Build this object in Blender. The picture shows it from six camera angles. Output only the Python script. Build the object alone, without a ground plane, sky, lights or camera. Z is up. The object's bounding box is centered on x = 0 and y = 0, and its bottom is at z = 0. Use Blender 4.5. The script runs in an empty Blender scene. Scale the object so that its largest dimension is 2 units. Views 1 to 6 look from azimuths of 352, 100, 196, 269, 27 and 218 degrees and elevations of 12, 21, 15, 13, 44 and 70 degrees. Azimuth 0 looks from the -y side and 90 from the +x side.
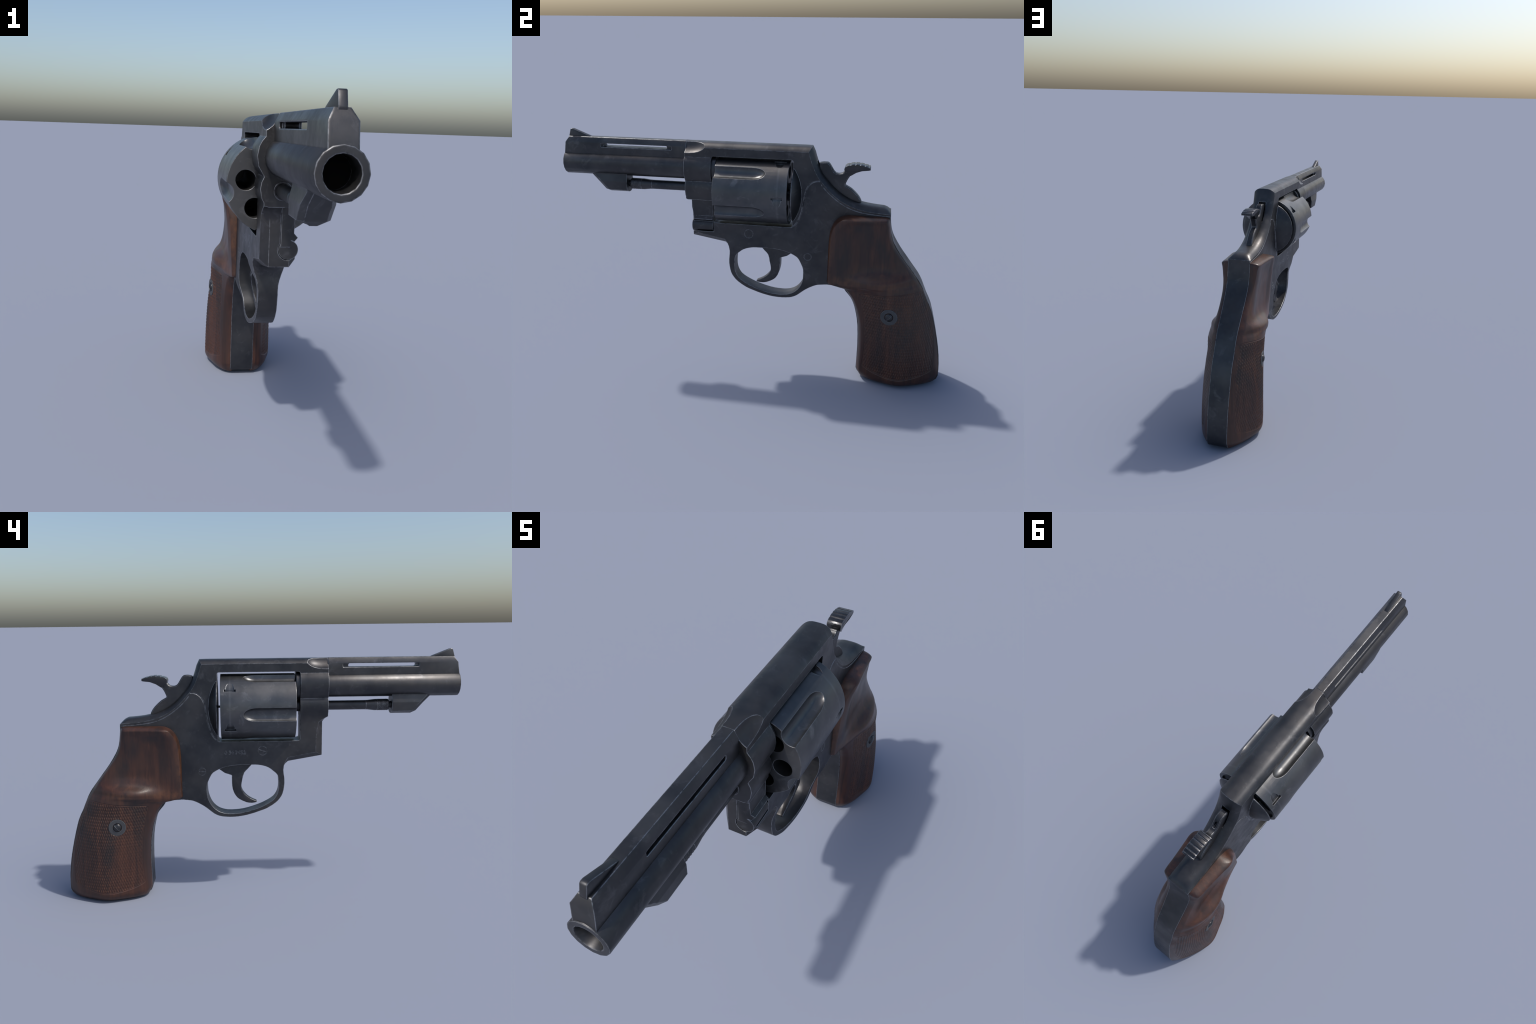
"""A double-action revolver standing on its grip: dark blued steel with walnut
grip panels.  Barrel points along -y, grip butt rests on z = 0, x is across."""
import bpy, bmesh, math
import numpy as np
from mathutils import Vector, Matrix

SC = bpy.context.scene.collection

# ------------------------------------------------------------------ helpers
def obj_from(name, verts, faces):
    me = bpy.data.meshes.new(name)
    me.from_pydata([tuple(map(float, v)) for v in verts], [], faces)
    me.validate()
    ob = bpy.data.objects.new(name, me)
    SC.objects.link(ob)
    fix_normals(ob)
    return ob


def fix_normals(ob):
    bm = bmesh.new(); bm.from_mesh(ob.data)
    bmesh.ops.recalc_face_normals(bm, faces=bm.faces)
    bm.to_mesh(ob.data); bm.free()


def bake(ob):
    """apply the modifier stack without operators"""
    dg = bpy.context.evaluated_depsgraph_get()
    dg.update()
    me = bpy.data.meshes.new_from_object(ob.evaluated_get(dg))
    old = ob.data
    ob.modifiers.clear()
    ob.data = me
    bpy.data.meshes.remove(old)


def boolean(ob, cutter, op='DIFFERENCE', keep=False):
    m = ob.modifiers.new('b', 'BOOLEAN')
    m.operation = op; m.solver = 'EXACT'; m.object = cutter
    m.use_self = False
    bake(ob)
    if not keep:
        me = cutter.data
        bpy.data.objects.remove(cutter); bpy.data.meshes.remove(me)


def bevel(ob, width, angle=35, segs=2):
    bm = bmesh.new(); bm.from_mesh(ob.data)
    bmesh.ops.remove_doubles(bm, verts=bm.verts, dist=1e-5)
    bm.to_mesh(ob.data); bm.free()
    m = ob.modifiers.new('v', 'BEVEL')
    m.width = width; m.segments = segs; m.limit_method = 'ANGLE'
    m.angle_limit = math.radians(angle); m.use_clamp_overlap = True
    m.miter_outer = 'MITER_ARC'
    m.harden_normals = False
    bake(ob)


def tidy(ob):
    """clean and triangulate the n-gons a boolean leaves behind"""
    bm = bmesh.new(); bm.from_mesh(ob.data)
    bmesh.ops.remove_doubles(bm, verts=bm.verts, dist=2e-5)
    bmesh.ops.dissolve_degenerate(bm, edges=bm.edges, dist=2e-5)
    bmesh.ops.triangulate(bm, faces=[f for f in bm.faces if len(f.verts) > 4])
    bm.to_mesh(ob.data); bm.free()


def smooth(ob, angle=32):
    me = ob.data
    for p in me.polygons:
        p.use_smooth = True
    me.set_sharp_from_angle(angle=math.radians(angle))


def prism(name, poly, a, b, axis='x'):
    """extrude a closed 2D polygon from a to b along an axis.
    axis x: poly is (y, z); axis y: poly is (x, z); axis z: poly is (x, y)"""
    n = len(poly)
    def put(p, h):
        return {'x': (h, p[0], p[1]), 'y': (p[0], h, p[1]), 'z': (p[0], p[1], h)}[axis]
    v = [put(p, a) for p in poly] + [put(p, b) for p in poly]
    f = [tuple(range(n)), tuple(range(n, 2 * n))[::-1]]
    f += [(i, (i + 1) % n, n + (i + 1) % n, n + i) for i in range(n)]
    return obj_from(name, v, f)


def box(name, x0, x1, y0, y1, z0, z1):
    return prism(name, [(x0, y0), (x1, y0), (x1, y1), (x0, y1)], z0, z1, 'z')


def lathe(name, prof, cx, cz, seg=48, axis='y', rot=0.0):
    """revolve (radius, h) pairs; radius 0 at an end closes with a fan"""
    v, f, rings = [], [], []
    def put(r, a, h):
        c, s = r * math.cos(a), r * math.sin(a)
        return (cx + c, h, cz + s) if axis == 'y' else (h, cx + c, cz + s)
    closed = prof[0] == prof[-1]
    for r, h in (prof[:-1] if closed else prof):
        if r < 1e-6:
            rings.append([len(v)]); v.append(put(0, 0, h))
        else:
            rings.append(list(range(len(v), len(v) + seg)))
            v += [put(r, rot + 2 * math.pi * k / seg, h) for k in range(seg)]
    for A, B in zip(rings, rings[1:] + (rings[:1] if closed else [])):
        for k in range(seg):
            k2 = (k + 1) % seg
            if len(A) == 1 and len(B) == 1: continue
            if len(A) == 1: f.append((A[0], B[k], B[k2]))
            elif len(B) == 1: f.append((A[k], A[k2], B[0]))
            else: f.append((A[k], A[k2], B[k2], B[k]))
    if not closed:
        f += [tuple(r) for r in (rings[0], rings[-1]) if len(r) > 1]
    return obj_from(name, v, f)


def merge(name, obs):
    bm = bmesh.new()
    for o in obs:
        bm.from_mesh(o.data)
    me = bpy.data.meshes.new(name); bm.to_mesh(me); bm.free()
    for o in obs:
        d = o.data; bpy.data.objects.remove(o); bpy.data.meshes.remove(d)
    ob = bpy.data.objects.new(name, me); SC.objects.link(ob)
    return ob


def catmull(pts, sub=3, closed=False):
    p = [np.array(q, float) for q in pts]; n = len(p); out = []
    rng = n if closed else n - 1
    for i in range(rng):
        p0 = p[(i - 1) % n] if closed or i > 0 else 2 * p[0] - p[1]
        p1, p2 = p[i], p[(i + 1) % n]
        p3 = p[(i + 2) % n] if closed or i + 2 < n else 2 * p[-1] - p[-2]
        for k in range(sub):
            t = k / sub
            out.append(0.5 * ((2 * p1) + (-p0 + p2) * t + (2 * p0 - 5 * p1 + 4 * p2 - p3) * t * t
                              + (-p0 + 3 * p1 - 3 * p2 + p3) * t ** 3))
    if not closed: out.append(p[-1])
    return out


def sstep(a, b, x):
    t = np.clip((x - a) / (b - a), 0, 1)
    return t * t * (3 - 2 * t)


def tube(name, pts, r, seg=8):
    """thin tube along 3D points, used to cut seams"""
    P = [Vector(p) for p in pts]; v, f = [], []
    for i, p in enumerate(P):
        t = (P[min(i + 1, len(P) - 1)] - P[max(i - 1, 0)]).normalized()
        u = Vector((1, 0, 0)) if abs(t.x) < .8 else Vector((0, 1, 0))
        n = t.cross(u).normalized(); b = t.cross(n)
        v += [p + r * (math.cos(a) * n + math.sin(a) * b) for a in [2 * math.pi * k / seg for k in range(seg)]]
    for i in range(len(P) - 1):
        for k in range(seg):
            f.append((i * seg + k, i * seg + (k + 1) % seg, (i + 1) * seg + (k + 1) % seg, (i + 1) * seg + k))
    f.append(tuple(range(seg))); f.append(tuple(range((len(P) - 1) * seg, len(P) * seg)))
    return obj_from(name, v, f)


def text_solid(name, body, size, depth):
    cu = bpy.data.curves.new(name, 'FONT')
    cu.body = body; cu.size = size; cu.extrude = depth; cu.align_x = 'CENTER'; cu.align_y = 'CENTER'
    ob = bpy.data.objects.new(name, cu); SC.objects.link(ob)
    dg = bpy.context.evaluated_depsgraph_get(); dg.update()
    me = bpy.data.meshes.new_from_object(ob.evaluated_get(dg))
    bpy.data.objects.remove(ob); bpy.data.curves.remove(cu)
    bm = bmesh.new(); bm.from_mesh(me)
    bmesh.ops.remove_doubles(bm, verts=bm.verts, dist=1e-5)
    bmesh.ops.recalc_face_normals(bm, faces=bm.faces)
    bm.to_mesh(me); bm.free()
    o2 = bpy.data.objects.new(name, me); SC.objects.link(o2)
    return o2


# ---------------------------------------------------------------- materials
def nodes_for(name):
    m = bpy.data.materials.new(name); m.use_nodes = True
    nt = m.node_tree; nt.nodes.clear()
    out = nt.nodes.new('ShaderNodeOutputMaterial')
    b = nt.nodes.new('ShaderNodeBsdfPrincipled')
    nt.links.new(b.outputs[0], out.inputs[0])
    return m, nt, b


class G:
    """small wrapper that makes node graphs readable"""
    def __init__(s, nt):
        s.nt = nt
        s.co = nt.nodes.new('ShaderNodeTexCoord').outputs['Object']
    def put(s, sock, v):
        if isinstance(v, bpy.types.NodeSocket): s.nt.links.new(v, sock)
        else: sock.default_value = v
    def mapping(s, scale=(1, 1, 1), rot=(0, 0, 0), loc=(0, 0, 0)):
        n = s.nt.nodes.new('ShaderNodeMapping')
        s.put(n.inputs['Vector'], s.co)
        n.inputs['Scale'].default_value = scale; n.inputs['Rotation'].default_value = rot
        n.inputs['Location'].default_value = loc
        return n.outputs[0]
    def noise(s, vec, scale, detail=4, rough=.55, dist=0.0):
        n = s.nt.nodes.new('ShaderNodeTexNoise')
        s.put(n.inputs['Vector'], vec); n.inputs['Scale'].default_value = scale
        n.inputs['Detail'].default_value = detail; n.inputs['Roughness'].default_value = rough
        n.inputs['Distortion'].default_value = dist
        return n.outputs['Fac']
    def ramp(s, fac, stops):
        n = s.nt.nodes.new('ShaderNodeValToRGB')
        s.put(n.inputs[0], fac)
        e = n.color_ramp.elements
        while len(e) < len(stops): e.new(.5)
        for q, (p, c) in zip(e, stops):
            q.position = p; q.color = (*c, 1) if isinstance(c, tuple) else (c, c, c, 1)
        return n.outputs[0]
    def mix(s, fac, a, b):
        n = s.nt.nodes.new('ShaderNodeMix'); n.data_type = 'RGBA'
        s.put(n.inputs[0], fac)
        for sock, v in ((n.inputs[6], a), (n.inputs[7], b)):
            if isinstance(v, tuple): sock.default_value = (*v, 1)
            else: s.put(sock, v)
        return n.outputs[2]
    def math(s, op, a, b=0.0, c=None, clamp=False):
        n = s.nt.nodes.new('ShaderNodeMath'); n.operation = op; n.use_clamp = clamp
        s.put(n.inputs[0], a); s.put(n.inputs[1], b)
        if c is not None: s.put(n.inputs[2], c)
        return n.outputs[0]
    def rounded(s, radius):
        bv = s.nt.nodes.new('ShaderNodeBevel'); bv.samples = 6
        bv.inputs['Radius'].default_value = radius
        return bv.outputs[0]
    def edge(s, radius):
        """1 along sharp edges, 0 on flats: bent normal against true normal"""
        bv = s.nt.nodes.new('ShaderNodeBevel'); bv.samples = 6
        bv.inputs['Radius'].default_value = radius
        ge = s.nt.nodes.new('ShaderNodeNewGeometry')
        d = s.nt.nodes.new('ShaderNodeVectorMath'); d.operation = 'DOT_PRODUCT'
        s.nt.links.new(bv.outputs[0], d.inputs[0]); s.nt.links.new(ge.outputs['Normal'], d.inputs[1])
        return s.math('SUBTRACT', 1.0, d.outputs['Value'])
    def bump(s, height, strength, dist, normal=None):
        n = s.nt.nodes.new('ShaderNodeBump')
        n.inputs['Strength'].default_value = strength; n.inputs['Distance'].default_value = dist
        s.put(n.inputs['Height'], height)
        if normal is not None: s.put(n.inputs['Normal'], normal)
        return n.outputs[0]


def steel(name, dark, light, rough=(.33, .52), wear=.5, metallic=.85, turn_line=None, spec=.5, soft=.0028):
    m, nt, b = nodes_for(name); g = G(nt)
    clouds = g.noise(g.co, 7, 5, .6)
    base = g.mix(g.ramp(clouds, [(.35, 0.0), (.66, 1.0)]), dark, light)
    # brownish patina and smudges of a paler grey
    patina = g.ramp(g.noise(g.mapping(loc=(3, 1, 7)), 3.5, 4), [(.45, 0.0), (.7, 1.0)])
    base = g.mix(g.math('MULTIPLY', patina, .35), base, (light[0] * 1.12, light[1] * .96, light[2] * .82))
    smudge = g.ramp(g.noise(g.mapping(loc=(5, 2, 1)), 19, 8, .7, .6), [(.56, 0.0), (.74, 1.0)])
    pale = tuple(c * 1.9 for c in light)
    base = g.mix(g.math('MULTIPLY', smudge, .5), base, pale)
    # hairline scratches in two directions
    for rot, seed in (((.6, .2, .4), 11), ((-.9, .5, 1.2), 23)):
        v = g.mapping((9, 260, 9), rot, (seed, seed, 0))
        line = g.ramp(g.noise(v, 1.0, 2, .5), [(.745, 0.0), (.775, 1.0)])
        gate = g.ramp(g.noise(g.mapping(loc=(seed, 0, seed)), 9, 2), [(.52, 0.0), (.6, 1.0)])
        base = g.mix(g.math('MULTIPLY', g.math('MULTIPLY', line, gate), .45), base, pale if seed == 11 else tuple(c * .35 for c in dark))
    if turn_line:
        sep = nt.nodes.new('ShaderNodeSeparateXYZ'); g.put(sep.inputs[0], g.co)
        dd = g.math('ABSOLUTE', g.math('SUBTRACT', sep.outputs['Y'], turn_line))
        ring = g.ramp(dd, [(.002, 1.0), (.0055, 0.0)])
        ring = g.math('MULTIPLY', ring, g.ramp(g.noise(g.co, 30, 3), [(.3, .25), (.7, .8)]))
        base = g.mix(g.math('MULTIPLY', ring, .45), base, pale)
    e = g.edge(.0045)
    chip = g.noise(g.co, 60, 4, .65)
    em = g.ramp(g.math('MULTIPLY', e, g.ramp(chip, [(.36, .12), (.62, 1.8)])), [(.02, 0.0), (.16, 1.0)])
    em = g.math('MULTIPLY', em, wear)
    base = g.mix(em, base, (.42, .43, .45))
    g.put(b.inputs['Base Color'], base)
    b.inputs['Specular IOR Level'].default_value = spec
    b.inputs['Metallic'].default_value = metallic
    rn = g.noise(g.mapping(loc=(1, 8, 2)), 14, 6, .65)
    r = g.math('MULTIPLY_ADD', g.ramp(rn, [(.3, 0.0), (.7, 1.0)]), rough[1] - rough[0], rough[0])
    g.put(b.inputs['Roughness'], r)
    fine = g.noise(g.co, 420, 3, .6)
    nrm = g.bump(fine, .06, .002, g.rounded(soft))
    nrm = g.bump(rn, .05, .01, nrm)
    g.put(b.inputs['Normal'], nrm)
    return m


def walnut(name):
    m, nt, b = nodes_for(name); g = G(nt)
    grain = g.noise(g.mapping((46, 46, 3.2), (.06, 0, 0)), 1.0, 7, .62, .8)
    col = g.ramp(grain, [(.28, (.018, .0095, .008)), (.45, (.041, .0170, .0112)), (.6, (.064, .0250, .0148)), (.76, (.098, .039, .020))])
    figure = g.noise(g.mapping((6, 9, 2.0), (.25, 0, 0), (0, .43, .2)), 1.0, 3, .5, .5)
    col = g.mix(g.ramp(figure, [(.46, 0.0), (.66, .75)]), col, (.019, .0135, .0125))
    warm = g.noise(g.mapping((7, 7, 4), (0, 0, 0), (4, 1, 0)), 1.0, 4, .6)
    col = g.mix(g.ramp(warm, [(.45, 0.0), (.75, .5)]), col, (.085, .033, .017))
    # dark patches in the wood, painted shade below the lip, rims rubbed bare
    sep = nt.nodes.new('ShaderNodeSeparateXYZ'); g.put(sep.inputs[0], g.co)
    Yc, Zc = sep.outputs['Y'], sep.outputs['Z']
    def band(v, centre, half_w):
        return g.ramp(g.math('ABSOLUTE', g.math('SUBTRACT', v, centre)), [(half_w * .2, 1.0), (half_w, 0.0)])
    ragged = g.ramp(g.noise(g.mapping((16, 16, 5), (.1, 0, 0), (2, 6, 1)), 1.0, 5, .65, .5), [(.36, 0.0), (.6, 1.0)])
    streak = g.math('MULTIPLY', band(g.math('MULTIPLY_ADD', Zc, .22, Yc), .822, .055), band(Zc, .27, .33))
    front = g.math('MULTIPLY', band(g.math('MULTIPLY_ADD', Zc, -.05, Yc), .425, .050), band(Zc, .70, .17))
    rear = g.math('MULTIPLY', band(g.math('MULTIPLY_ADD', Zc, .45, Yc), .985, .050), band(Zc, .73, .15))
    lip_shade = g.math('MULTIPLY', band(Zc, .842, .030), band(Yc, .54, .12))  # shade below the panel's top lip, put into the wood colour
    dark = g.math('MAXIMUM', g.math('MAXIMUM', streak, front), g.math('MAXIMUM', rear, g.math('MULTIPLY', lip_shade, .8)))
    col = g.mix(g.math('MULTIPLY', g.math('MULTIPLY', dark, ragged), .8), col, (.0155, .0135, .0135))
    rim_front = g.math('MULTIPLY', g.ramp(Yc, [(.398, 1.0), (.426, 0.0)]), band(Zc, .68, .25))
    rim_low = g.math('MULTIPLY', band(Zc, .548, .035), band(Yc, .47, .13))
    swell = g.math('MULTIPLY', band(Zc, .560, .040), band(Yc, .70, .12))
    rub = g.math('MAXIMUM', g.math('MAXIMUM', rim_front, rim_low), g.math('MULTIPLY', swell, .7))
    rubn = g.ramp(g.noise(g.mapping((34, 34, 22), (0, 0, 0), (8, 1, 3)), 1.0, 5, .7), [(.38, 0.0), (.62, 1.0)])
    col = g.mix(g.math('MULTIPLY', g.math('MULTIPLY', rub, rubn), .55), col, (.150, .062, .027))
    e = g.edge(.016)
    em = g.ramp(g.math('MULTIPLY', e, g.ramp(g.noise(g.co, 38, 5, .7), [(.35, .25), (.7, 1.6)])), [(.05, 0.0), (.3, 1.0)])
    col = g.mix(g.math('MULTIPLY', em, .75), col, (.20, .070, .024))
    pores = g.ramp(g.noise(g.mapping((260, 260, 22)), 1.0, 2), [(.66, 0.0), (.75, 1.0)])
    col = g.mix(g.math('MULTIPLY', pores, .5), col, (.012, .008, .007))
    g.put(b.inputs['Base Color'], col)
    rn = g.noise(g.mapping((20, 20, 8)), 1.0, 5, .6)
    g.put(b.inputs['Roughness'], g.math('MULTIPLY_ADD', rn, .26, .24))
    b.inputs['Specular IOR Level'].default_value = .5
    n1 = g.bump(pores, .12, -.003)
    pebbly = g.noise(g.co, 150, 3, .6)
    n1 = g.bump(pebbly, .1, .003, n1)
    g.put(b.inputs['Normal'], n1)
    return m


BLUED = steel('blued_steel', (.046, .048, .053), (.078, .078, .081), wear=.9)
BARREL = steel('blued_barrel_steel', (.047, .050, .056), (.082, .082, .085), (.32, .50), .9, soft=.007)
DRUM = steel('worn_cylinder_steel', (.082, .086, .092), (.125, .126, .128), (.32, .46), turn_line=.1435)
BRIGHT = steel('bare_polished_steel', (.07, .072, .078), (.12, .118, .112), (.22, .36), .6)
SPUR = steel('hammer_spur_steel', (.045, .047, .052), (.075, .075, .078), (.2, .32), .75)
SCREW = steel('dark_screw_steel', (.042, .044, .050), (.066, .067, .070), (.26, .4), .4)
WASHER = steel('dull_washer_steel', (.060, .064, .070), (.080, .083, .087), (.5, .6), .3, .5)
BORE_SHADE = steel('bore_shade_black', (.004, .004, .004), (.007, .007, .007), (.9, 1.0), 0.0, 0.0, spec=0.0)  # near-black colour standing in for the shade deep in the bore
WOOD = walnut('oiled_walnut')

# --------------------------------------------------------------- root object
root = bpy.data.objects.new('revolver', None); SC.objects.link(root)
root['label'] = 'dark blued steel revolver with checkered walnut grip'
root['category'] = 'revolver'
root.empty_display_size = .1


def part(ob, mat, parent=root, angle=32):
    ob.data.materials.clear(); ob.data.materials.append(mat)
    smooth(ob, angle)
    ob.parent = parent
    return ob


# -------------------------------------------------------------------- frame
HW = .0593                       # half width of the flat sides
CROWN = .0233                    # how far the rounded back stands off the flats
AXZ = .9825                      # height of the cylinder axis

# back strap and front strap of the grip, shared by frame and wood panels
STRAP_R = [(.6912, .880), (.6955, .842), (.703, .802), (.719, .764), (.755, .708), (.790, .662), (.827, .613),
           (.852, .580), (.874, .543), (.904, .474), (.932, .416), (.962, .310), (.984, .213), (.997, .120), (1.0, .045)]
STRAP_F = [(.565, .045), (.566, .180), (.560, .300), (.545, .380), (.531, .424), (.516, .456), (.493, .485), (.480, .506)]

STRAP_R = [(y - .0012 * float(sstep(.80, .66, z)), z) for y, z in STRAP_R]
STRAP_F = [(y + .003 * float(sstep(.48, .43, z)), z) for y, z in STRAP_F]

# outline entries: y, z, crown weight, front chamfer (y), bottom chamfer (z)
outline = []
def add(pts, crown=0., dy=0., dz=0.):
    for p in pts: outline.append((p[0], p[1], crown, dy, dz))

add([(-.3425, 1.197), (-.29, 1.197), (-.24, 1.197), (-.1, 1.197), (.1, 1.197), (.262, 1.197)], 1)
add([(.2795, 1.1963)], 1.15)
add(catmull([(.2845, 1.184), (.297, 1.145), (.316, 1.101), (.336, 1.068), (.360, 1.041), (.392, 1.006), (.440, .968),
             (.491, .942), (.543, .926), (.600, .917), (.655, .9125)], 2), 1)
add([(.672, .9115)], .72); add([(.684, .911)], .28); add([(.6905, .9095)], .0)
add(catmull(STRAP_R, 2))
add([(.992, .024), (.979, .012), (.957, .007), (.92, .003), (.87, .001), (.77, .000), (.69, .001), (.62, .006), (.592, .013), (.576, .026)])
add(catmull(STRAP_F, 2))
add([(.440, .514), (.394, .517)])
add(catmull([(.394, .517), (.352, .512), (.330, .504), (.308, .491), (.285, .4745), (.260, .4535), (.236, .434), (.210, .4215), (.180, .416), (.136, .4145),
             (.092, .419), (.046, .4295), (.004, .443), (-.038, .459), (-.080, .485), (-.102, .508), (-.117, .534), (-.125, .570),
             (-.127, .605), (-.122, .645)], 2)[1:])
add([(-.1205, .657)], 0, 0, .004); add([(-.123, .677)], 0, 0, .012); add([(-.131, .692)], 0, 0, .02); add([(-.145, .705)], 0, 0, .024)
add([(-.3165, .734)], 0, .033, .020)
add([(-.3165, .830)], 0, .033); add([(-.3165, .870)], 0, .028); add([(-.3165, .905)], 0, .022)
add([(-.321, .912)], 0, .018); add([(-.327, .919)], 0, .014); add([(-.335, .927)], 0, .007); add([(-.3425, .934)], 0, 0)
add([(-.3425, 1.05)])

O = np.array(outline)
n = len(O)
ctr = O[:, :2]
d = np.roll(ctr, -1, 0) - np.roll(ctr, 1, 0)
nrm = np.stack([-d[:, 1], d[:, 0]], 1); nrm /= np.linalg.norm(nrm, axis=1)[:, None]
area = np.sum(ctr[:, 0] * np.roll(ctr[:, 1], -1) - np.roll(ctr[:, 0], -1) * ctr[:, 1])
if area > 0: nrm = -nrm
nrm[0] = (0, 1)                                   # keep the muzzle-side face flat


def half_width(y, z):
    zc = np.interp(y, [-.10, .25], [.665, .505])
    g = 1 - sstep(zc - .055, zc + .05, z)
    g *= 1 - sstep(.27, .37, y)
    strap = sstep(.40, .52, y) * (1 - sstep(.52, .86, z))      # the grip tang is a little slimmer
    return HW - .0190 * g - .0058 * strap - .004 * g * (1 - sstep(-.09, .0, y))


us = [-1, -.95, -.9, -.84, -.77, -.69, -.57, -.4, -.2, 0, .2, .4, .57, .69, .77, .84, .9, .95, 1]
verts, faces = [], []
for u in us:
    arch = 1 - abs(u) ** 3.5
    cham = max(0., (abs(u) - .57) / .43)
    for i in range(n):
        y = O[i, 0] + nrm[i, 0] * O[i, 2] * CROWN * arch + O[i, 3] * cham
        z = O[i, 1] + nrm[i, 1] * O[i, 2] * CROWN * arch + O[i, 4] * cham
        verts.append((u * HW, y, z))
m = len(us)
for a in range(m - 1):
    for i in range(n):
        j = (i + 1) % n
        faces.append((a * n + i, a * n + j, (a + 1) * n + j, (a + 1) * n + i))
faces.append(tuple(range(n))); faces.append(tuple(range((m - 1) * n, m * n)))
frame = obj_from('frame', verts, faces)
bm = bmesh.new(); bm.from_mesh(frame.data)
# cut guide lines into the flat sides so that they can taper toward guard and tang
for axis, at in [(2, z) for z in (.44, .47, .50, .53, .56, .60, .64, .68, .72, .80, .88)] + [(1, y) for y in (-.09, -.03, .04, .12, .20, .27, .30, .33, .37, .40, .44, .48, .52)]:
    co = Vector((0, 0, 0)); co[axis] = at; no = Vector((0, 0, 0)); no[axis] = 1
    bmesh.ops.bisect_plane(bm, geom=bm.verts[:] + bm.edges[:] + bm.faces[:], dist=1e-6, plane_co=co, plane_no=no)
bmesh.ops.triangulate(bm, faces=[f for f in bm.faces if len(f.verts) > 4])
for v in bm.verts:
    v.co.x *= float(half_width(v.co.y, v.co.z)) / HW
bm.to_mesh(frame.data); bm.free()

# rounded housing around the barrel root and the crane arbor
right = [(.048, 1.152), (.0583, 1.150), (.062, 1.146), (.071, 1.135), (.0795, 1.118), (.0845, 1.090), (.0795, 1.057), (.0605, 1.026),
         (.0685, 1.009), (.072, .988), (.0665, .958), (.055, .937), (.045, .931)]
ring = right + [(-x, z) for x, z in right[::-1]]
boolean(frame, prism('ring', ring, -.3425, -.2035, 'y'), 'UNION')
# recoil shield: a shallow dome behind the cylinder
dome = lathe('dome', [(0, .200), (.1465, .200), (.1465, .2105), (.1385, .218), (.116, .231), (.095, .2405), (.073, .248), (.05, .254), (0, .262)],
             0, .981, 40)
boolean(frame, dome, 'UNION')
# cylinder window
def rounded_rect(y0, y1, z0, z1, r, k=4):
    out = []
    for cy, cz, a0 in ((y1 - r, z1 - r, 0), (y0 + r, z1 - r, 90), (y0 + r, z0 + r, 180), (y1 - r, z0 + r, 270)):
        for q in range(k + 1):
            a = math.radians(a0 + 90 * q / k); out.append((cy + r * math.cos(a), cz + r * math.sin(a)))
    return out
boolean(frame, prism('window', rounded_rect(-.2035, .207, .8135, 1.157, .011), -.25, .25))
# trigger guard opening
guard_in = catmull([(.2695, .545), (.269, .590), (.261, .613), (.2505, .635), (.236, .6555), (.201, .675), (.162, .687), (.106, .694),
                    (.042, .694), (.010, .693), (-.017, .688), (-.044, .678), (-.070, .657), (-.092, .632), (-.0975, .598), (-.0975, .562),
                    (-.092, .537), (-.080, .514), (-.062, .496), (-.019, .471), (.035, .450), (.086, .4365), (.127, .432), (.168, .432),
                    (.196, .4385), (.217, .448), (.237, .465), (.253, .487), (.265, .517)], 2, True)
boolean(frame, prism('opening', guard_in, -.2, .2))
# scallops that fair the top strap into the barrel rib
for sx in (1, -1):
    half_p = [((1 - q ** 2.6) ** (1 / 2.6), q) for q in (0, .2, .4, .55, .68, .79, .88, .95, .985)] + [(0, 1)]
    s = lathe('scallop', [(r, -q) for r, q in half_p[::-1]] + half_p[1:], 0, 0, 32)
    for v in s.data.vertices:
        v.co = (sx * .0885 + v.co.x * .0685, -.3435 + v.co.y * .122, 1.230 + v.co.z * .0685)
    boolean(frame, s)
# crane recess at the right front, hinge bed and bore for the crane arbor
boolean(frame, box('recess', .0492, .2, -.5, -.2005, .764, .9295))
boolean(frame, box('recess', .0025, .2, -.5, -.2045, .79, .9295))
boolean(frame, lathe('bed', [(.0345, -.5), (.0345, -.2045)], .030, .7905, 32))
# hammer slot
boolean(frame, box('slot', -.021, .021, .285, .42, 1.05, 1.149))
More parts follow.
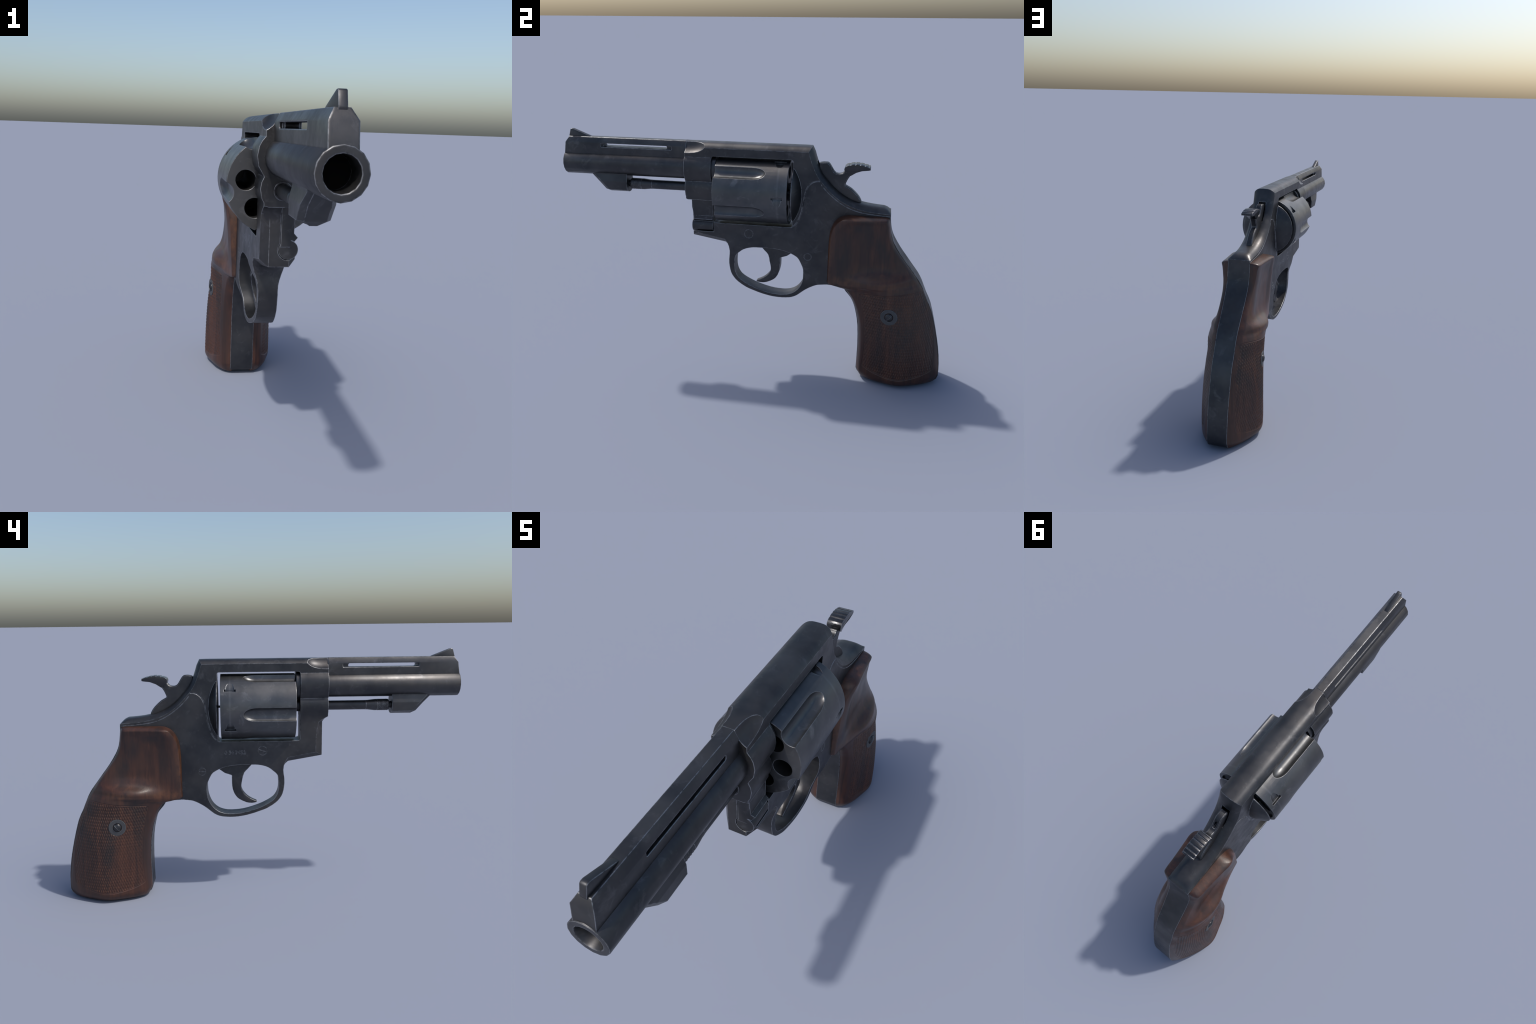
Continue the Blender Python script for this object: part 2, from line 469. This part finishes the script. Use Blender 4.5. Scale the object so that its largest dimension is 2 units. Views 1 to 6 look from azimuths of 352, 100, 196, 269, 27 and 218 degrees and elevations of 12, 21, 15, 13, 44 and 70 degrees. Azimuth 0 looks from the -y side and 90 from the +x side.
# side plate seam on both sides, flush pins, serial number
seam = catmull([(.3395, 1.0585), (.327, 1.0585), (.307, 1.053), (.286, 1.035), (.272, 1.006), (.2635, .960), (.253, .900), (.237, .852), (.219, .826), (.200, .8145)], 3)
seam_top = catmull([(.3465, 1.042), (.367, 1.018), (.396, .990), (.442, .955), (.489, .930), (.541, .9145), (.600, .9065), (.690, .9005)], 3)
for sx in (1, -1):
    boolean(frame, tube('seam', [(sx * (HW + .0003), y, z) for y, z in seam], .0026, 6))
    boolean(frame, tube('seam', [(sx * (HW + .0002), y, z) for y, z in seam_top], .0013, 6))
    for (py, pz, pr) in ((-.0155, .7655, .0225), (.2905, .662, .0185)):
        w = pr
        groove = lathe('groove', [(w + .0009, -.0007), (w + .0009, .002), (w - .0009, .002), (w - .0009, -.0007), (w + .0009, -.0007)], py, pz, 32, 'x')
        groove.data.transform(Matrix.Translation((sx * HW, 0, 0)) @ Matrix.Diagonal((sx, 1, 1, 1)))
        fix_normals(groove)
        boolean(frame, groove)
    if sx < 0:
        for (py, pz, pr, ang) in ((-.0155, .7655, .021, 20), (.2905, .662, .017, 2)):
            a = math.radians(ang); c, s_ = math.cos(a), math.sin(a)
            q = [(py + c * u * pr * .93 - s_ * w * .0013, pz + s_ * u * pr * .93 + c * w * .0013) for u, w in ((-1, -1), (1, -1), (1, 1), (-1, 1))]
            boolean(frame, prism('slit', q, -HW - .01, -HW + .0008))
serial = text_solid('serial', '0 34 7452', .0265, .0006)
serial.data.transform(Matrix.Translation((-HW, .123, .757)) @ Matrix(((0, 0, -1, 0), (-1, 0, 0, 0), (0, 1, 0, 0), (0, 0, 0, 1))))
boolean(frame, serial)
tidy(frame)
part(frame, BLUED, angle=34)

# -------------------------------------------------------------------- crane
crane = prism('crane', [(.0045, .9285), (.0045, .80), (.048, .80), (.049, .815), (.0625, .829), (.0485, .844), (.0485, .9285)], -.3155, -.2055, 'y')
front_cut = prism('cut', catmull([(-.40, .935), (-.335, .930), (-.312, .915), (-.296, .893), (-.289, .868), (-.287, .845)], 3) + [(-.287, .70), (-.40, .70)], .03, .1)
# chamfered, hollow-ground front edge of the crane arm
for v in front_cut.data.vertices:
    if v.co.x < .05 and v.co.y > -.34: v.co.y -= .030
boolean(crane, front_cut)
hinge = lathe('hinge', [(.0325, -.314), (.0325, -.2055)], .030, .7905, 32)
boolean(crane, hinge, 'UNION')
tidy(crane)
part(crane, BLUED, angle=34)
collar = lathe('crane_collar', [(.0305, -.3455), (.0305, -.33), (.0235, -.33), (.0235, -.3455), (.0305, -.3455)], 0, AXZ, 32)
bevel(collar, .001, 40, 1)
part(collar, BLUED, crane)
arbor = lathe('crane_arbor', [(0, -.21), (.029, -.21), (.029, -.1795), (0, -.1795)], 0, AXZ, 32)
part(arbor, BLUED, crane)

# ------------------------------------------------------------------- barrel
BZ = 1.0855
barrel = lathe('barrel', [(.0612, -.30), (.0612, -.9985), (.0600, -1.0), (.0432, -1.0), (.0420, -.9985), (.0415, -.923), (0, -.923)], 0, BZ, 16, rot=math.pi / 2)
part(barrel, BARREL, angle=40)

bore_end_shade = lathe('bore_end_shade', [(0, -.9255), (.0405, -.9255), (.0405, -.922), (0, -.922)], 0, BZ, 16, rot=math.pi / 2)  # added black disc over the closed bore, painting its shade
part(bore_end_shade, BORE_SHADE, barrel)
forcing = lathe('forcing_cone', [(0, -.21), (.074, -.21), (.074, -.1835), (.042, -.1835), (.036, -.20), (0, -.20)], 0, BZ, 32)
part(forcing, BARREL, barrel)

# ventilated rib with sloping front
rib_sec = [(-.0185, 1.2205), (.0185, 1.2205), (.034, 1.1935), (.034, 1.1335), (-.034, 1.1335), (-.034, 1.1935)]
rv, rf = [], []
for yb in (0, 1):
    for x, z in rib_sec:
        yf = -.9985 + .0098 * max(0, (z - 1.14) / .0535) + (.0125 * (z - 1.1935) / .027 if z > 1.1935 else 0)
        rv.append((x, -.3418 if yb else yf, z))
k = len(rib_sec)
rf = [tuple(range(k)), tuple(range(k, 2 * k))] + [(i, (i + 1) % k, k + (i + 1) % k, k + i) for i in range(k)]
rib = obj_from('barrel_rib', rv, rf)
boolean(rib, prism('vent', rounded_rect(-.787, -.444, 1.174, 1.192, .0085), -.1, .1))
for sx in (1, -1):
    boolean(rib, prism('pocket', rounded_rect(-.7965, -.416, 1.1735, 1.1925, .005), sx * .022, sx * .1))
tidy(rib)
part(rib, BARREL, barrel, 30)

sight = prism('front_sight', [(-.9715, 1.204), (-.9766, 1.2208), (-.9665, 1.254), (-.9645, 1.2565), (-.9605, 1.2580), (-.9540, 1.2578), (-.9485, 1.2562), (-.893, 1.235),
                              (-.868, 1.2255), (-.853, 1.2175), (-.8505, 1.2155), (-.8505, 1.206)], -.0105, .0105)
bevel(sight, .0016, 30, 2)
part(sight, BARREL, barrel, 30)

# under-lug that shelters the tip of the ejector rod
lv, lf = [], []
lug_side = [(-.862, 1.026), (-.838, 1.012), (-.806, .974), (-.785, .952), (-.766, .940)]
half = [(.0365, 1.045), (.0365, 1.032), (.0445, .998), (.0435, .954), (.010, .940)]
def lug_y(z, inner):
    zs = [p[1] for p in lug_side][::-1]; ys = [p[0] for p in lug_side][::-1]
    return float(np.interp(z, zs, ys)) + (0 if inner else .022)
rings = []
full = half + [(-x, z) for x, z in half[::-1]]
inner = [(x * .66 if abs(x) > .02 else x, z) for x, z in full]
for pts, yfun in ((full, lambda z: -.6655), (full, lambda z: lug_y(z, False)), (inner, lambda z: lug_y(z, True))):
    rings.append(list(range(len(lv), len(lv) + len(pts)))); lv += [(x, yfun(z), z) for x, z in pts]
k = len(full)
for A, B in zip(rings, rings[1:]):
    lf += [(A[i], A[(i + 1) % k], B[(i + 1) % k], B[i]) for i in range(k)]
lf += [tuple(rings[0])]
lf += [(rings[2][i], rings[2][i + 1], rings[2][k - 2 - i], rings[2][k - 1 - i]) for i in range(k // 2 - 1)]
lug = obj_from('ejector_lug', lv, lf)
boolean(lug, lathe('socket', [(.019, -.69), (.019, -.6)], 0, AXZ, 24))
tidy(lug)
part(lug, BARREL, barrel, 9)
pins = [lathe('p', [(0, sx * .030), (.0026, sx * .030), (.0026, sx * .0412), (.0018, sx * .0420), (0, sx * .0422)], -.724, 1.0055, 12, 'x') for sx in (1, -1)]
pin = merge('lug_pin', pins); part(pin, BRIGHT, lug)

# ejector rod with a knurled head, built as real diamonds
rod = lathe('ejector_rod', [(0, -.31), (.0235, -.31), (.0235, -.536), (.0243, -.538), (.0235, -.540), (.0243, -.543), (.0238, -.546), (.0285, -.585), (.0285, -.596), (0, -.596)], 0, AXZ, 32)
part(rod, BARREL, barrel)
rows, cols = 48, 160
yy = np.linspace(-.594, -.650, rows); aa = np.linspace(0, 2 * np.pi, cols, endpoint=False)
A, Y = np.meshgrid(aa, yy)
tri = lambda x: np.abs((x % 1) - .5) * 2
p_, q_ = A / (2 * np.pi) * 16 + Y / .0112, A / (2 * np.pi) * 16 - Y / .0112
rr = .0282 + .0022 * (np.minimum(tri(p_), tri(q_)) - .5)
kv = [(r * math.cos(a), y, AXZ + r * math.sin(a)) for r, a, y in zip(rr.ravel(), A.ravel(), Y.ravel())]
kf = [(i * cols + j, i * cols + (j + 1) % cols, (i + 1) * cols + (j + 1) % cols, (i + 1) * cols + j) for i in range(rows - 1) for j in range(cols)]
base = len(kv)
for r, y in ((.0255, -.6535), (.0255, -.6545), (.016, -.6545), (.016, -.69)):
    kv += [(r * math.cos(a), y, AXZ + r * math.sin(a)) for a in aa]
for a0 in [(rows - 1) * cols] + [base + i * cols for i in range(3)]:
    b0 = base if a0 == (rows - 1) * cols else a0 + cols
    kf += [(a0 + j, a0 + (j + 1) % cols, b0 + (j + 1) % cols, b0 + j) for j in range(cols)]
kf += [tuple(range(cols)), tuple(range(base + 3 * cols, base + 4 * cols))]
knurl = obj_from('ejector_rod_head', kv, kf)
part(knurl, BARREL, rod, 50)

# ----------------------------------------------------------------- cylinder
CR, CY0, CY1 = .1632, -.178, .190
drum = lathe('cylinder', [(0, CY0), (CR - .0012, CY0), (CR, CY0 + .0012), (CR, CY1 - .001), (CR - .001, CY1), (.147, CY1), (.145, CY1 - .012), (0, CY1 - .012)], 0, AXZ, 60)
for k in range(6):                                     # chambers
    a = math.radians(-11 + 60 * k)
    boolean(drum, lathe('bore', [(.0348, -.3), (.0348, .3)], .099 * math.cos(a), AXZ + .099 * math.sin(a), 28))
nose = [(math.cos(q), math.sin(q)) for q in np.linspace(0, math.pi / 2, 9)]
for k in range(5):                                     # flutes with bullet-shaped rear ends
    a = math.radians(44 + 72 * k); r0 = .0372; rc = .1385 + r0
    prof = [(r0, -.3), (r0, .015)] + [(r0 * c, .015 + .068 * s) for c, s in nose[1:-1]] + [(0, .083)]
    boolean(drum, lathe('flute', prof, rc * math.cos(a), AXZ + rc * math.sin(a), 36))
for k in range(5):                                     # bolt notches: a slot with a ramp leading in
    s0 = math.radians(4 + 72 * k)
    def pc(r, a): return (r * math.cos(a), AXZ + r * math.sin(a))
    A0, A1, A2 = s0, s0 - math.radians(5), s0 - math.radians(19)
    slot = prism('slot', [pc(.150, A0), pc(.170, A0), pc(.170, A1), pc(.150, A1)], .1145, .1715, 'y')
    boolean(drum, slot)
    # ramp: leaf-shaped, deepest beside the slot
    v, f = [], []
    N = 7
    for i in range(N):
        t = i / (N - 1)
        ang = A1 + math.radians(.4) + (A2 - A1) * t
        w = .0205 * math.sqrt(max(0.0, 1 - t ** 1.7)) + .0004
        rin = .1530 + (CR + .0006 - .1530) * t ** .8
        for r in (rin, .172):
            for yy_ in (-w, w):
                x, z = pc(r, ang); v.append((x, .143 + yy_, z))
    for i in range(N - 1):
        b0, b1 = 4 * i, 4 * i + 4
        f += [(b0, b0 + 1, b1 + 1, b1), (b0 + 2, b0 + 3, b1 + 3, b1 + 2), (b0, b0 + 2, b1 + 2, b1), (b0 + 1, b0 + 3, b1 + 3, b1 + 1)]
    f += [(0, 1, 3, 2), (4 * N - 4, 4 * N - 3, 4 * N - 1, 4 * N - 2)]
    boolean(drum, obj_from('ramp', v, f))
tidy(drum)
part(drum, DRUM, angle=34)
star = []
for k in range(24):
    r = .046 if k % 4 < 2 else .030
    star.append((r * math.cos(2 * math.pi * k / 24), AXZ + r * math.sin(2 * math.pi * k / 24)))
ratchet = prism('extractor_star', star, .17, .1888, 'y'); bevel(ratchet, .001, 30, 1)
part(ratchet, BLUED, drum)
cpin = lathe('center_pin', [(0, .18), (.006, .18), (.006, .212), (0, .212)], 0, AXZ, 16); part(cpin, BLUED, drum)

# ------------------------------------------------------------ hammer, trigger
ham = catmull([(.370, 1.1425), (.381, 1.134), (.399, 1.105), (.410, 1.0935), (.427, 1.0895), (.445, 1.0945), (.4535, 1.107)], 2)
ham += [(.470, 1.105), (.490, 1.098)]
ham += catmull([(.483, 1.083), (.4715, 1.0655), (.461, 1.0405), (.4615, 1.033), (.4905, 1.017), (.522, .988), (.538, .965), (.5435, .950)], 2)
ham += [(.535, .935), (.43, .955), (.35, 1.04), (.325, 1.10), (.328, 1.139), (.350, 1.1435)]
hammer = prism('hammer', ham, -.0165, .0165)
bevel(hammer, .0046, 50, 1)
boolean(hammer, box('pocket', -.0065, .0065, .388, .412, 1.085, 1.2))
tidy(hammer)
part(hammer, BLUED, angle=30)
top = catmull([(.4535, 1.124), (.459, 1.1315), (.483, 1.1395), (.510, 1.1425), (.535, 1.1405), (.560, 1.1345), (.5775, 1.1285)], 12)
ser = []
L = len(top)
for i, p in enumerate(top):                            # serrations across the spur
    ph = (i / (L - 1)) * 6.6
    dip = .0030 * max(0, math.cos(2 * math.pi * (ph - .05))) ** 3 if .3 < ph < 6.45 else 0
    ser.append((p[0], p[1] - dip))
spur_poly = ser + [(.5785, 1.1175), (.570, 1.1155), (.537, 1.1115), (.510, 1.1005), (.4835, 1.083), (.4545, 1.104), (.4515, 1.116)]
spur = prism('hammer_spur', spur_poly, -.030, .030)
for v in spur.data.vertices:                           # the pad narrows toward the hammer neck
    t = float(sstep(1.122, 1.086, v.co.z)) if v.co.y < .515 else 0
    v.co.x *= 1 - .30 * t
bevel(spur, .0026, 62, 2)
part(spur, SPUR, hammer, 30)

trig = [(.041, .700), (.041, .684)] + catmull([(.060, .663), (.079, .642), (.089, .611), (.0945, .580), (.093, .557), (.083, .537), (.063, .516), (.038, .500), (.016, .4905)], 2) \
    + catmull([(.0155, .484), (.041, .480), (.071, .4845), (.107, .503), (.124, .522), (.135, .545), (.142, .580), (.1425, .632)], 2) \
    + [(.178, .643), (.206, .663), (.215, .700)]
trigger = prism('trigger', trig, -1, 1)
for v in trigger.data.vertices:
    v.co.x *= .0150 + .0165 * float(sstep(.49, .60, v.co.z)) - .013 * float(sstep(.605, .655, v.co.z))
bevel(trigger, .003, 45, 2)
part(trigger, BLUED, angle=40)

# ------------------------------------------------------------- walnut panels
F = np.array([(.487, .8975), (.464, .8925), (.438, .879), (.419, .858), (.405, .828), (.397, .790), (.394, .740), (.393, .680), (.393, .620), (.3935, .560),
              (.396, .528), (.440, .5155), (.480, .5055), (.500, .480), (.518, .453), (.532, .422), (.546, .380), (.561, .300), (.566, .180), (.565, .080), (.567, .045), (.584, .0105)])
R = np.array([(.672, .8975), (.685, .8925), (.690, .879), (.695, .856), (.700, .824), (.708, .788), (.729, .746), (.766, .693), (.806, .641), (.838, .599),
              (.859, .567), (.871, .548), (.886, .520), (.900, .484), (.915, .452), (.930, .420), (.945, .370), (.965, .300), (.988, .190), (.999, .100), (.999, .045), (.980, .0085)])
TC = [0, .12, .3, .5, .7, .88, 1]
HT = {0: (.116, .117, .113, .110, .107, .104, .100), 2: (.110, .119, .116, .111, .107, .104, .098), 3: (.097, .115, .109, .103, .100, .098, .092),
      4: (.089, .107, .101, .097, .095, .095, .087), 5: (.085, .101, .095, .092, .091, .091, .082), 6: (.081, .096, .089, .086, .087, .087, .078),
      7: (.079, .092, .086, .084, .086, .087, .076), 8: (.077, .088, .086, .087, .091, .092, .075), 8.5: (.075, .085, .090, .099, .104, .098, .074), 9: (.074, .084, .101, .129, .130, .109, .073),
      10: (.073, .084, .108, .140, .139, .108, .070), 11: (.074, .090, .113, .138, .138, .109, .068), 12: (.076, .095, .117, .142, .139, .108, .066),
      14: (.079, .100, .126, .145, .131, .099, .060), 16: (.080, .107, .132, .151, .133, .096, .058), 18: (.081, .114, .141, .161, .138, .098, .058),
      20: (.081, .116, .144, .163, .138, .098, .058), 21: (.081, .116, .144, .162, .138, .098, .058)}
SCREW_AT = (.7175, .4005)

def cubic(xs, ys, x):
    """monotone-ish Hermite interpolation"""
    xs, ys = np.asarray(xs, float), np.asarray(ys, float)
    mm = np.gradient(ys, xs, axis=0)
    i = np.clip(np.searchsorted(xs, x) - 1, 0, len(xs) - 2)
    h = xs[i + 1] - xs[i]; t = (x - xs[i]) / h
    sh = (...,) if ys.ndim == 1 else (..., None)
    t, h = t[sh], h[sh]
    return (2 * t**3 - 3 * t**2 + 1) * ys[i] + (t**3 - 2 * t**2 + t) * h * mm[i] + (-2 * t**3 + 3 * t**2) * ys[i + 1] + (t**3 - t**2) * h * mm[i + 1]

S = np.unique(np.concatenate([np.linspace(0, .6, 12), np.linspace(.6, 5, 60), np.linspace(5, 11.5, 60), np.linspace(11.5, 20, 250), np.linspace(20, 21, 30)]))
T = np.unique(np.concatenate([np.linspace(0, .05, 16), np.linspace(.05, .92, 215), np.linspace(.92, 1, 24)]))
idx = np.arange(len(F))
FS, RS = cubic(idx, F, S), cubic(idx, R, S)
u_ = RS - FS; u_ /= np.linalg.norm(u_, axis=1)[:, None]
inset = (.0008 + .0014 * sstep(1, 5, S))[:, None]
FS, RS = FS + u_ * .0048 * sstep(11, 13, S)[:, None], RS - u_ * (inset + .0014 * sstep(5, 7, S)[:, None])   # the steel straps stand a hair proud
rowsH = np.array(sorted(HT)); tab = np.array([HT[r] for r in rowsH])
HS = cubic(rowsH, tab, S)                              # rows x TC
HX = np.stack([cubic(TC, HS[i], T) for i in range(len(S))])
tt = T[None, :]
PY = FS[:, :1] * (1 - tt) + RS[:, :1] * tt
PZ = FS[:, 1:] * (1 - tt) + RS[:, 1:] * tt
# the butt is gently rounded: its lower rows sag between the straps
sag = .0085 * sstep(19.0, 21.0, S)[:, None] * (1 - np.abs(2 * tt - 1) ** 2.2)
PZ = PZ - sag
W = np.linalg.norm(RS - FS, axis=1)[:, None]
cs = np.concatenate([[0], np.cumsum(np.linalg.norm(np.diff((FS + RS) / 2, axis=0), axis=1))])[:, None]
rnd = lambda d, r: np.sqrt(np.clip(1 - (1 - np.clip(d / r, 0, 1)) ** 2, 0, 1))
zbot = PZ[-1][None, :]
chamfer = lambda d, r: .55 + .45 * rnd(d, r)
wallr = np.interp(S, [0, 4, 10, 12, 13], [.02, .013, .012, .012, .02])[:, None]
dtop = np.abs(.8975 - PZ)
edge = rnd(tt * W, wallr) * rnd((1 - tt) * W, .018) * rnd(np.where(S[:, None] < 4, dtop, 1), .020) * chamfer(np.where(S[:, None] > 17, PZ - zbot, 1), .045)
PX = .0515 + (HX - .0515) * edge
# checkering: field bounded by a groove, cut into small diamonds
field = np.array(catmull([(.868, .5235), (.845, .5285), (.780, .522), (.718, .5145), (.640, .5065), (.585, .4995), (.569, .4955), (.566, .487),
         (.577, .448), (.591, .383), (.602, .300), (.606, .230), (.605, .155), (.600, .108), (.600, .095), (.609, .087),
         (.645, .0735), (.711, .0575), (.792, .0525), (.870, .0640), (.925, .0800), (.950, .0900), (.957, .101),
         (.960, .150), (.953, .256), (.938, .330), (.914, .415), (.893, .473), (.874, .516)], 2, True))
def signed_distance(poly, y, z):
    dist = np.full(y.shape, 9.); inside = np.zeros(y.shape, bool)
    for a, b in zip(poly, np.roll(poly, -1, 0)):
        e = b - a; t = np.clip(((y - a[0]) * e[0] + (z - a[1]) * e[1]) / (e @ e), 0, 1)
        dist = np.minimum(dist, np.hypot(y - a[0] - t * e[0], z - a[1] - t * e[1]))
        if a[1] != b[1]:
            c = (a[1] > z) != (b[1] > z)
            inside ^= c & (y < (b[0] - a[0]) * (z - a[1]) / (b[1] - a[1]) + a[0])
    return np.where(inside, dist, -dist)
SMOOTH = PX.copy()
sd = signed_distance(field, PY, PZ)
ay, (by, bz) = .0118, (.0051, -.0165)                  # lattice of the diamonds
q = PZ / bz; p = (PY - q * by) / ay
u1, u2 = p, p + q
cell = np.minimum(tri(u1), tri(u2))
inside = sstep(.002, .005, sd)
PX = PX + inside * (.0040 * cell - .0032) - .0022 * np.exp(-(sd / .0022) ** 2)
# seat under the screw washer, following the slope of the wood
k_ = np.argmin(np.hypot(PY - SCREW_AT[0], PZ - SCREW_AT[1])); ki, kj = np.unravel_index(k_, PY.shape)
near = np.hypot(PY - SCREW_AT[0], PZ - SCREW_AT[1]) < .04
fit = np.linalg.lstsq(np.stack([np.ones(near.sum()), PY[near] - SCREW_AT[0], PZ[near] - SCREW_AT[1]], 1), SMOOTH[near], rcond=None)[0]
plane = fit[0] + fit[1] * (PY - SCREW_AT[0]) + fit[2] * (PZ - SCREW_AT[1])
rs = np.hypot(PY - SCREW_AT[0], PZ - SCREW_AT[1])
seat = 1 - sstep(.0422, .0436, rs)
PX = PX * (1 - seat) + (plane - .004) * seat
SEAT_X = 0.0

nr, nc = PX.shape
gf = [(i * nc + j, i * nc + j + 1, (i + 1) * nc + j + 1, (i + 1) * nc + j) for i in range(nr - 1) for j in range(nc - 1)]
loop = list(range(nc)) + [i * nc + nc - 1 for i in range(1, nr)] + [(nr - 1) * nc + j for j in range(nc - 2, -1, -1)] + [i * nc for i in range(nr - 2, 0, -1)]
for sx in (-1, 1):
    gv = [(sx * x, y, z) for x, y, z in zip(PX.ravel(), PY.ravel(), PZ.ravel())]
    b0 = len(gv)
    gv += [(sx * .045, gv[i][1], gv[i][2]) for i in loop]
    k = len(loop)
    sf = [(loop[i], loop[(i + 1) % k], b0 + (i + 1) % k, b0 + i) for i in range(k)] + [tuple(range(b0, b0 + k))]
    panel = obj_from('grip_panel', gv, gf + sf)
    part(panel, WOOD, angle=60)
    tilt = Vector((1, -fit[1], -fit[2])).normalized()
    if sx < 0: tilt.x = -tilt.x
    place = Matrix.Translation((sx * (fit[0] - .0012), *SCREW_AT)) @ Vector((sx, 0, 0)).rotation_difference(tilt).to_matrix().to_4x4()
    washer = lathe('grip_washer', [(.0425, -sx * .015), (.0425, -sx * .0012), (.0415, 0), (.0235, 0), (.0228, -sx * .004), (.0228, -sx * .015)], 0, 0, 48, 'x')
    washer.data.transform(place)
    part(washer, WASHER, panel)
    dome_p = [(.0205, -sx * .015), (.0205, -sx * .001)] + [(.0205 * math.cos(a), sx * (-.001 + .0105 * math.sin(a))) for a in np.linspace(.12, math.pi / 2, 9)[:-1]] + [(0, sx * .0095)]
    screw = lathe('grip_screw', [(0, -sx * .015)] + dome_p, 0, 0, 40, 'x')
    a = math.radians(52 if sx > 0 else -52); c, s_ = math.cos(a), math.sin(a)
    if sx < 0: c = -c
    qd = [(c * uu * .03 - s_ * w * .0019, s_ * uu * .03 + c * w * .0019) for uu, w in ((-1, -1), (1, -1), (1, 1), (-1, 1))]
    boolean(screw, prism('slit', qd, sx * .0035, sx * .05))
    screw.data.transform(place)
    part(screw, SCREW, panel, 40)
